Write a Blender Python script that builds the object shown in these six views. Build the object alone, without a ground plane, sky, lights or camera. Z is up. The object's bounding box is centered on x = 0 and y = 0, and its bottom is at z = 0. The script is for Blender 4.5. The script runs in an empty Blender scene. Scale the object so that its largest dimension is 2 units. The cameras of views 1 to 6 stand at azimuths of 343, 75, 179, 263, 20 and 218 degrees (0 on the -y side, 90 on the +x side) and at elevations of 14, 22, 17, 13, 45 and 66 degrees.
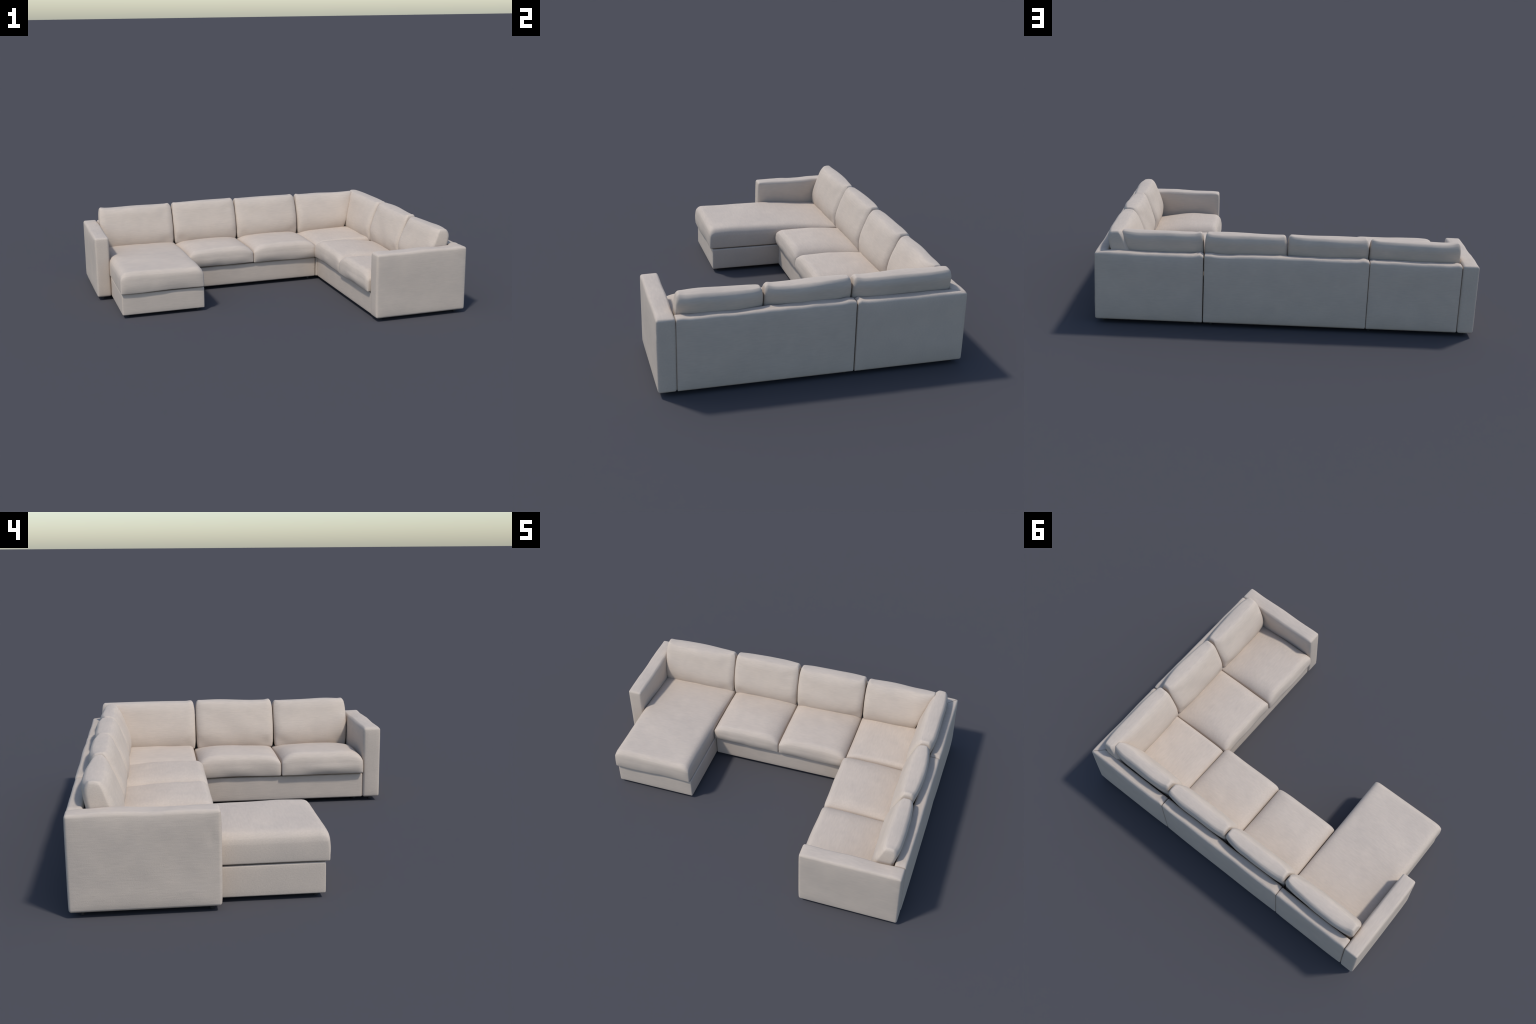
import bpy, math, random
import numpy as np

# ---------------------------------------------------------------- materials
def fabric(name, streak_scale, tint=(1, 1, 1)):
    m = bpy.data.materials.new(name)
    m.use_nodes = True
    nt = m.node_tree
    N, L = nt.nodes, nt.links
    bsdf = N["Principled BSDF"]
    bsdf.inputs["Roughness"].default_value = 0.92
    bsdf.inputs["Specular IOR Level"].default_value = 0.18
    tc = N.new("ShaderNodeTexCoord")
    # large soft blotches: rosy cream <-> greyer cream
    blotch = N.new("ShaderNodeTexNoise")
    blotch.inputs["Scale"].default_value = 9.0
    blotch.inputs["Detail"].default_value = 4.0
    blotch.inputs["Roughness"].default_value = 0.6
    L.new(tc.outputs["Object"], blotch.inputs["Vector"])
    ramp = N.new("ShaderNodeValToRGB")
    ramp.color_ramp.elements[0].position = 0.3
    ramp.color_ramp.elements[1].position = 0.72
    a = (0.546, 0.464, 0.389)
    b = (0.588, 0.496, 0.410)
    ramp.color_ramp.elements[0].color = (*[x * t for x, t in zip(a, tint)], 1)
    ramp.color_ramp.elements[1].color = (*[x * t for x, t in zip(b, tint)], 1)
    L.new(blotch.outputs["Fac"], ramp.inputs["Fac"])
    # slubby linen threads: two stretched noises
    mp = N.new("ShaderNodeMapping")
    mp.inputs["Scale"].default_value = streak_scale
    L.new(tc.outputs["Object"], mp.inputs["Vector"])
    slub = N.new("ShaderNodeTexNoise")
    slub.inputs["Scale"].default_value = 1.0
    slub.inputs["Detail"].default_value = 3.0
    slub.inputs["Roughness"].default_value = 0.65
    L.new(mp.outputs["Vector"], slub.inputs["Vector"])
    rng = N.new("ShaderNodeMapRange")
    rng.inputs["From Min"].default_value = 0.3
    rng.inputs["From Max"].default_value = 0.7
    rng.inputs["To Min"].default_value = 0.955
    rng.inputs["To Max"].default_value = 1.04
    L.new(slub.outputs["Fac"], rng.inputs["Value"])
    mul = N.new("ShaderNodeMix")
    mul.data_type = 'RGBA'
    mul.blend_type = 'MULTIPLY'
    mul.inputs["Factor"].default_value = 1.0
    L.new(ramp.outputs["Color"], mul.inputs["A"])
    L.new(rng.outputs["Result"], mul.inputs["B"])
    L.new(mul.outputs["Result"], bsdf.inputs["Base Color"])
    # thread relief
    grain = N.new("ShaderNodeTexNoise")
    grain.inputs["Scale"].default_value = 260.0
    grain.inputs["Detail"].default_value = 2.0
    L.new(tc.outputs["Object"], grain.inputs["Vector"])
    add = N.new("ShaderNodeMath")
    add.operation = 'ADD'
    L.new(grain.outputs["Fac"], add.inputs[0])
    L.new(slub.outputs["Fac"], add.inputs[1])
    bump = N.new("ShaderNodeBump")
    bump.inputs["Strength"].default_value = 0.22
    bump.inputs["Distance"].default_value = 0.0016
    L.new(add.outputs[0], bump.inputs["Height"])
    L.new(bump.outputs["Normal"], bsdf.inputs["Normal"])
    return m


def plastic(name):
    m = bpy.data.materials.new(name)
    m.use_nodes = True
    nt = m.node_tree
    bsdf = nt.nodes["Principled BSDF"]
    n = nt.nodes.new("ShaderNodeTexNoise")
    n.inputs["Scale"].default_value = 60
    r = nt.nodes.new("ShaderNodeValToRGB")
    r.color_ramp.elements[0].color = (0.012, 0.012, 0.013, 1)
    r.color_ramp.elements[1].color = (0.03, 0.03, 0.032, 1)
    tc = nt.nodes.new("ShaderNodeTexCoord")
    nt.links.new(tc.outputs["Object"], n.inputs["Vector"])
    nt.links.new(n.outputs["Fac"], r.inputs["Fac"])
    nt.links.new(r.outputs["Color"], bsdf.inputs["Base Color"])
    bsdf.inputs["Roughness"].default_value = 0.5
    return m


MAIN = fabric("cream_linen", (22, 110, 230))        # threads run along x
SIDE = fabric("cream_linen_side", (110, 22, 230))   # threads run along y
FOOT = plastic("black_plastic")

# ---------------------------------------------------------------- helpers
sofa = bpy.data.objects.new("sectional_sofa", None)
bpy.context.scene.collection.objects.link(sofa)
sofa["label"] = "large cream linen U-shaped sectional sofa with chaise and loose cushions"
sofa["category"] = "sofa"


def waves(P, seed, size, amp, count=14):
    """smooth random lumps: sum of randomly directed sine waves, lump size in metres"""
    r = np.random.RandomState(seed)
    out = np.zeros(len(P))
    for _ in range(count):
        k = r.normal(size=3)
        k *= (2 * math.pi / size) * r.uniform(0.5, 1.6) / np.linalg.norm(k) * 0.5
        out += np.sin(P @ k + r.uniform(0, 2 * math.pi))
    return amp * out / math.sqrt(count / 2)


def axis_steps(h, r, n):
    """coordinates from -h to h, four extra steps inside each rounded rim"""
    rim = np.linspace(0, r, 5)
    mid = np.linspace(-h + r, h - r, n + 1)[1:-1]
    return np.concatenate([-h + rim, mid, h - rim[::-1]])


def round_box(half, rad, step):
    """surface lattice of a box with rounded edges (one radius per axis); returns (verts, quads)"""
    half = np.array(half, float)
    rad = np.minimum(np.broadcast_to(np.array(rad, float), 3), half * .95)
    ax = [axis_steps(h, r, max(4, int(round(2 * (h - r) / step)))) for h, r in zip(half, rad)]
    n = [len(a) - 1 for a in ax]
    index, verts, faces = {}, [], []

    def vid(i, j, k):
        key = (i, j, k)
        if key not in index:
            index[key] = len(verts)
            verts.append((ax[0][i], ax[1][j], ax[2][k]))
        return index[key]
    for d in range(3):
        e, f = (d + 1) % 3, (d + 2) % 3
        for side in (0, n[d]):
            for a in range(n[e]):
                for b in range(n[f]):
                    q = []
                    for (p, s) in ((a, b), (a + 1, b), (a + 1, b + 1), (a, b + 1)):
                        c = [0, 0, 0]
                        c[d], c[e], c[f] = side, p, s
                        q.append(vid(*c))
                    faces.append(q if side else q[::-1])
    V = np.array(verts)
    inner = np.clip(V, -(half - rad), half - rad)
    D = (V - inner) / rad
    ln = np.linalg.norm(D, axis=1, keepdims=True)
    V = inner + D / np.maximum(ln, 1e-9) * rad
    return V, faces


def add_part(name, V, faces, mat, parent=sofa):
    me = bpy.data.meshes.new(name)
    me.from_pydata([tuple(v) for v in V], [], faces)
    me.materials.append(mat)
    me.polygons.foreach_set("use_smooth", [True] * len(me.polygons))
    me.update()
    ob = bpy.data.objects.new(name, me)
    bpy.context.scene.collection.objects.link(ob)
    ob.parent = parent
    return ob


def dome(u, e):
    return 1 - np.minimum(np.abs(u), 1) ** e


def upholstered(name, lo, hi, r=0.012, bulge=(0.004,) * 6, lump=0.0014, seed=1, mat=MAIN,
                step=0.016, rim_wave=0.0, shape=None, build=True):
    """fabric covered box between corners lo and hi, edge radius r (one value or per axis).
    bulge = outward swelling of (-x,+x,-y,+y,-z,+z); rim_wave ripples the top edge."""
    lo, hi = np.array(lo, float), np.array(hi, float)
    c, h = (lo + hi) / 2, (hi - lo) / 2
    V, F = round_box(h, r, step)
    U = V / h
    out = V.copy()
    for a in range(3):
        e, f = (a + 1) % 3, (a + 2) % 3
        w = dome(U[:, e], 6) * dome(U[:, f], 6)
        neg, pos = U[:, a] < 0, U[:, a] >= 0
        t = np.abs(U[:, a]) ** 2
        out[neg, a] -= (bulge[2 * a] * w * t)[neg]
        out[pos, a] += (bulge[2 * a + 1] * w * t)[pos]
    nrm = U ** 5
    nrm /= np.maximum(np.linalg.norm(nrm, axis=1, keepdims=True), 1e-9)
    P = V + c
    fade = np.clip((U[:, 2] + 1) / 0.5, 0, 1)              # hem stays straight
    for a in range(2):                                     # butt ends stay straight too
        fade = fade * (1 - np.exp(-((1 - np.abs(U[:, a])) * h[a] / 0.012) ** 2) * (h[a] > .1))
    out += nrm * (waves(P, seed, 0.20, lump) * fade)[:, None]
    out += nrm * (waves(P, seed + 7, 0.05, lump * 0.2) * fade)[:, None]
    if rim_wave:
        top = np.clip((U[:, 2] - 0.8) / 0.2, 0, 1) * fade
        out[:, 2] += top * waves(P, seed + 13, 0.16, rim_wave)
        out[:, 2] += top * waves(P, seed + 17, 0.05, rim_wave * 0.3)
    if shape:
        out = shape(out, U)
    if not build:
        return out + c, F
    return add_part(name, out + c, F, mat)


def spline(xs, ys):
    """smooth monotone-parameter interpolation through control points (Catmull-Rom)"""
    xs, ys = np.array(xs, float), np.array(ys, float)
    m = np.gradient(ys, xs)

    def f(x):
        x = np.clip(x, xs[0], xs[-1])
        i = np.clip(np.searchsorted(xs, x) - 1, 0, len(xs) - 2)
        w = xs[i + 1] - xs[i]
        t = (x - xs[i]) / w
        return ((2 * t**3 - 3 * t**2 + 1) * ys[i] + (t**3 - 2 * t**2 + t) * w * m[i]
                + (-2 * t**3 + 3 * t**2) * ys[i + 1] + (t**3 - t**2) * w * m[i + 1])
    return f


# ---------------------------------------------------------------- plan of the sofa
Z0 = 0.019                 # hem height above the floor
XR, XL, YB = 0.990, -0.992, 0.746

# armrests
def crease(along, up, ax, face, side, depth=0.0025):
    """short diagonal tension crease in the cover on one face of an armrest (unit coordinates)"""
    def f(out, U):
        p = np.stack([U[:, ax], U[:, 2]], 1)
        a, b = np.array((along[0], up[0])), np.array((along[1], up[1]))
        t = np.clip(((p - a) @ (b - a)) / ((b - a) @ (b - a)), 0, 1)
        d = np.linalg.norm(p - (a + t[:, None] * (b - a)), axis=1)
        g = np.exp(-(d / 0.05) ** 2) * (U[:, face] * side > .7)
        out[:, face] -= side * depth * g
        return out
    return f


upholstered("armrest", (XL, 0.190, Z0), (-0.908, YB + .001, 0.388), (0.012, 0.010, 0.012),
            (0.007, 0.009, 0.004, 0.002, 0, 0.004), 0.0012, 3, SIDE, rim_wave=0.0016,
            shape=crease((-.9, -.84), (.35, .72), 1, 0, -1))
upholstered("armrest", (0.436, -0.756, Z0), (XR - .002, -0.669, 0.387), (0.010, 0.011, 0.012),
            (0.004, 0.001, 0.003, 0.010, 0, 0.005), 0.0012, 5, MAIN, rim_wave=0.0016,
            shape=crease((.83, .93), (.78, .55), 0, 1, -1))

# upholstered back, in panels butted end to end
TOP = 0.384
T = 0.062


def ears(amount, ax, ends=(1, 1)):
    """pulls the outer top corners of a panel up into little fabric peaks"""
    def f(out, U):
        for s, on in zip((-1, 1), ends):
            g = np.exp(-((U[:, ax] - s * 0.93) / 0.05) ** 2) * np.clip((U[:, 2] - .85) / .15, 0, 1)
            out[:, 2] += on * amount * g
        return out
    return f


RX, RY = (0.005, 0.013, 0.012), (0.013, 0.005, 0.012)
upholstered("back_panel", (-0.905, YB - T, Z0), (-0.4245, YB, TOP), RX,
            (0, 0, 0.002, 0.008, 0, 0.004), 0.0012, 11, MAIN, rim_wave=0.0015, shape=ears(.004, 0))
upholstered("back_panel", (-0.4240, YB - T, Z0), (0.4290, YB, TOP + .003), RX,
            (0, 0, 0.002, 0.010, 0, 0.002), 0.0014, 12, MAIN, rim_wave=0.0022, shape=ears(.005, 0))
upholstered("back_panel", (XR - T, -0.6675, Z0), (XR, 0.1860, TOP + .002), RY,
            (0.002, 0.006, 0, 0, 0, 0.002), 0.0010, 15, SIDE, rim_wave=0.0022, shape=ears(.005, 1))
# corner panel: two runs mitred into one L
EX, EY = (0.004, 0.011, 0.011), (0.011, 0.004, 0.011)
Va, Fa = upholstered("", (0.4325, YB - T, Z0), (XR, YB, TOP - .003), EX, (0, 0, 0.002, 0.009, 0, 0.004),
                     0.0012, 13, rim_wave=0.0015, shape=ears(.007, 0, (1, 0)), build=False)
Vb, Fb = upholstered("", (XR - T, 0.1900, Z0), (XR, YB, TOP - .003), EY, (0.002, 0.007, 0, 0, 0, 0.004),
                     0.0012, 14, rim_wave=0.0015, shape=ears(.007, 1, (1, 0)), build=False)
Va[:, 0] = 0.4325 + (Va[:, 0] - 0.4325) * (XR - (YB - Va[:, 1]) - 0.4325) / (XR - 0.4325)
Vb[:, 1] = 0.1900 + (Vb[:, 1] - 0.1900) * (YB - (XR - Vb[:, 0]) - 0.1900) / (YB - 0.1900)
add_part("back_panel", np.vstack([Va, Vb]), Fa + [[i + len(Va) for i in f] for f in Fb], MAIN)

# seat bases
BT = 0.146
upholstered("seat_base", (-0.905, -0.214, Z0 - .002), (-0.420, YB - T + .004, BT - .004), 0.006,
            (0.001, 0.001, 0.002, 0, 0, 0), 0.0012, 21, MAIN)
upholstered("seat_base", (-0.417, 0.196, Z0), (0.4295, YB - T + .004, BT), 0.008,
            (0, 0, 0.003, 0, 0, 0), 0.0012, 22, MAIN)
upholstered("seat_base", (0.4325, 0.196, Z0), (XR - T + .004, YB - T + .004, BT), 0.006,
            (0, 0, 0.001, 0, 0, 0), 0.001, 23, SIDE)
upholstered("seat_base", (0.441, -0.667, Z0), (XR - T + .004, 0.193, BT), 0.008,
            (0.002, 0, 0, 0, 0, 0), 0.0010, 24, SIDE)


# ---------------------------------------------------------------- cushions
def seat_cushion(name, x0, x1, y_front, y_back, turn, seed, z0=0.153, edge=0.220, crown=0.264,
                 back=0.228, overhang=0.010, side=(6, .7), roll=0.040, belly=0.006, mat=MAIN):
    """box cushion with welted edges; built facing -y, then turned to face -x if asked.
    edge = seam height, crown = height of the flat, belly = extra swelling in the middle,
    back = height under the back cushions, side = shape of the fall towards the side seams."""
    w, d = (x1 - x0) / 2, (y_back - y_front) / 2
    hgt = (edge - z0) / 2
    V, F = round_box((w, d, hgt), 0.006, 0.010)
    U = V / np.array((w, d, hgt))
    u, v, s = U[:, 0], U[:, 1], U[:, 2]
    up = np.clip((s + 1) / 2, 0, 1)
    out = V.copy()
    dist_f = (v + 1) * d                                   # metres behind the front face
    across = np.maximum(dome(u, side[0]), 0) ** side[1]
    rolled = 1 - np.clip(1 - dist_f / (roll * (0.85 + 0.3 * (1 - across))), 0, 1) ** 2
    lift = (crown - edge) * across * np.sqrt(np.maximum(rolled, 0)) + belly * dome(u, 2) * dome(v, 4)
    lift -= (crown - back) * across * np.clip((v + .25) / 1.25, 0, 1) ** 1.4
    out[:, 2] += lift * up ** 2
    # front swells forward, most at mid height, and closes in again at the hem
    fr = np.clip(-v, 0, 1) ** 8
    sway = 1 + waves(np.stack([V[:, 0] + seed, 0 * u, 0 * u], 1), seed + 9, 0.12, 0.22)
    out[:, 2] -= fr * (1 - up) * waves(np.stack([V[:, 0] + seed, 0 * u, 0 * u], 1), seed + 4, 0.2, 0.0016)
    out[:, 1] -= fr * overhang * sway * dome(u, 14) * dome((s - .15) / 1.15, 2)
    out[:, 1] += fr * 0.006 * np.abs(u) ** 24 * up
    # sides swell slightly against the neighbours
    out[:, 0] += np.sign(u) * np.abs(u) ** 8 * 0.0015 * dome(s, 2)
    P = V + np.array((x0 + w, y_front + d, 0)) + seed * 3.1
    nrm = np.stack([np.zeros(len(V)), -fr * (1 - up), up ** 2 * np.sqrt(np.maximum(rolled, 0))], 1)
    out += nrm * (waves(P, seed, 0.22, 0.0016) + waves(P, seed + 3, 0.07, 0.0005))[:, None]
    out += np.array((x0 + w, y_front + d, z0 + hgt))
    if turn:                                               # (x,y) -> facing -x
        out = np.stack([out[:, 1], -out[:, 0], out[:, 2]], 1)
    return add_part(name, out, F, mat)


seat_cushion("seat_cushion", -0.4180, 0.0025, 0.176, 0.640, False, 31)
seat_cushion("seat_cushion", 0.0070, 0.4285, 0.176, 0.640, False, 32)
seat_cushion("seat_cushion", 0.4320, 0.8600, 0.197, 0.640, False, 33, crown=0.249, back=0.237, belly=0.006,
             overhang=0.0, roll=0.03, mat=SIDE)
# right wing: local x runs along -y, local y along +x
seat_cushion("seat_cushion", -0.1930, 0.2325, 0.422, 0.880, True, 34, crown=0.265, back=0.220, belly=0.004, mat=SIDE)
seat_cushion("seat_cushion", 0.2370, 0.6640, 0.419, 0.880, True, 35, crown=0.268, back=0.220, belly=0.004, mat=SIDE)
# chaise
seat_cushion("chaise_cushion", -0.910, -0.4235, -0.229, 0.640, False, 36, z0=0.148, edge=0.228,
             crown=0.267, back=0.232, side=(18, .8), overhang=0.006, roll=0.040, belly=0.010)

# back cushion profile: d = distance in front of the outer back plane, along height 0..1
Hs = (0.00, 0.14, 0.30, 0.45, 0.60, 0.75, 0.90, 1.00)
FRONT = spline(Hs, (0.188, 0.202, 0.206, 0.199, 0.186, 0.172, 0.156, 0.138))
BACK = spline(Hs, (0.086, 0.080, 0.076, 0.071, 0.063, 0.055, 0.053, 0.064))


def back_cushion(name, x0, x1, top, turn, seed, lean=(0, 0), mat=MAIN, outer=YB, sag=0.006,
                 ear=(0.002, 0.002), z0=0.222, fat=0.0, plump=0.0):
    """loose back cushion leaning on the back panel; x0..x1 along the panel.
    lean = how far each end slides outward from bottom to top (for the mitred corner)."""
    w = (x1 - x0) / 2
    hz, hd = (top - z0) / 2, 0.055
    V, F = round_box((w, hd, hz), (0.013, 0.015, 0.013), 0.010)
    U = V / np.array((w, hd, hz))
    u, a, b = U[:, 0], U[:, 1], (U[:, 2] + 1) / 2          # a: -1 front, +1 back
    puff = np.maximum(dome(u, 3.2), 0) ** .75
    rim = np.exp(-(w * (1 - np.abs(u)) / 0.020) ** 2)      # seams pinch in at both ends
    fr = FRONT(b) - (0.006 * (1 - puff) + 0.010 * rim) * np.clip(b * 4, 0, 1) + plump * puff * np.sin(np.pi * b)
    rnd = np.random.RandomState(seed)
    for su in (-1, 1):                                     # dimples beside the corners
        for cb in (0.14, 0.84):
            g = np.exp(-(((u - su * rnd.uniform(.78, .9)) * w / 0.034) ** 2 + ((b - cb) * 2 * hz / 0.026) ** 2))
            fr = fr - rnd.uniform(0.001, 0.007) * g
    bk = BACK(b) - fat * np.clip((b - .5) * 3, 0, 1) + 0.020 * (1 - puff) * np.clip((b - .3) * 3, 0, 1)
    k = (1 - a) / 2
    dist = bk + (fr - bk) * k
    z = z0 + (U[:, 2] + 1) * hz
    z = z + 0.004 * np.clip((b - .8) / .2, 0, 1) * dome(a, 2)           # rounded crest
    z -= sag * np.clip((b - .6) / .4, 0, 1) * dome(u, 4) * 0.6
    for s, e in zip((-1, 1), ear):
        g = np.exp(-((u - s * .94) / 0.07) ** 2) * np.clip((b - .8) / .2, 0, 1)
        z += e * g
    x = V[:, 0] + (x0 + w)
    x = x + np.sign(u) * np.abs(u) ** 6 * (0.002 * np.sin(np.pi * b) - 0.001
        - 0.007 * np.clip((b - .78) / .22, 0, 1) ** 2 - 0.004 * np.clip((.15 - b) / .15, 0, 1))   # tapered ends
    x = x + np.where(u < 0, lean[0], lean[1]) * (b - 1) * np.abs(u) ** 3 * (0.25 + 0.75 * k)
    P = V + seed * 2.7
    n1 = waves(P, seed, 0.20, 0.0024) + waves(P, seed + 2, 0.07, 0.0006)
    dist = dist + n1 * (-a) * np.abs(a)
    z = z + waves(P, seed + 5, 0.16, 0.0022) * np.clip((b - .7) / .3, 0, 1)
    y = outer - dist
    out = np.stack([x, y, z], 1)
    if turn:
        out = np.stack([out[:, 1], -out[:, 0], out[:, 2]], 1)
    return add_part(name, out, F, mat)


back_cushion("back_cushion", -0.903, -0.4285, 0.480, False, 41, sag=0.008, fat=0.0)
back_cushion("back_cushion", -0.4225, 0.0005, 0.484, False, 42, sag=0.002, ear=(0.001, 0.001))
back_cushion("back_cushion", 0.0055, 0.4315, 0.481, False, 43, sag=0.002, ear=(0.001, 0.002))
back_cushion("back_cushion", 0.4385, 0.8700, 0.477, False, 44, lean=(0, 0.115), sag=0.004, plump=0.008, fat=-0.008, ear=(0.003, 0.0))
R = XR
back_cushion("back_cushion", -0.690, -0.1860, 0.477, True, 45, outer=R + .005, sag=0.002, fat=0.005, mat=SIDE, ear=(0, 0.004))
back_cushion("back_cushion", -0.1800, 0.2440, 0.477, True, 46, outer=R + .005, mat=SIDE, ear=(0.001, 0.004), sag=0.004)
back_cushion("back_cushion", 0.2500, 0.6560, 0.472, True, 47, outer=R + .005, mat=SIDE, ear=(0.001, 0.003), sag=0.003)

# ---------------------------------------------------------------- feet
def foot_mesh():
    prof = ((0.0, 0.0), (0.0085, 0.0), (0.0095, 0.001), (0.0105, 0.026), (0.0, 0.026))
    n = 24
    verts, faces = [], []
    for rr, z in prof[1:-1]:
        for i in range(n):
            t = 2 * math.pi * i / n
            verts.append((rr * math.cos(t), rr * math.sin(t), z))
    for k in range(2):
        for i in range(n):
            j = (i + 1) % n
            faces.append((k * n + i, k * n + j, (k + 1) * n + j, (k + 1) * n + i))
    faces.append(tuple(range(n))[::-1])
    faces.append(tuple(2 * n + i for i in range(n)))
    me = bpy.data.meshes.new("foot")
    me.from_pydata(verts, [], faces)
    me.materials.append(FOOT)
    return me


fm = foot_mesh()
for x, y in ((-0.955, 0.225), (-0.955, 0.700), (-0.870, -0.180), (-0.455, -0.180), (-0.445, 0.70),
             (-0.38, 0.235), (0.39, 0.235), (0.39, 0.70), (0.47, 0.70), (0.95, 0.70), (0.95, 0.225),
             (0.49, 0.15), (0.95, 0.15), (0.49, -0.63), (0.48, -0.712), (0.945, -0.712)):
    ob = bpy.data.objects.new("foot", fm)
    bpy.context.scene.collection.objects.link(ob)
    ob.location = (x, y, 0)
    ob.parent = sofa
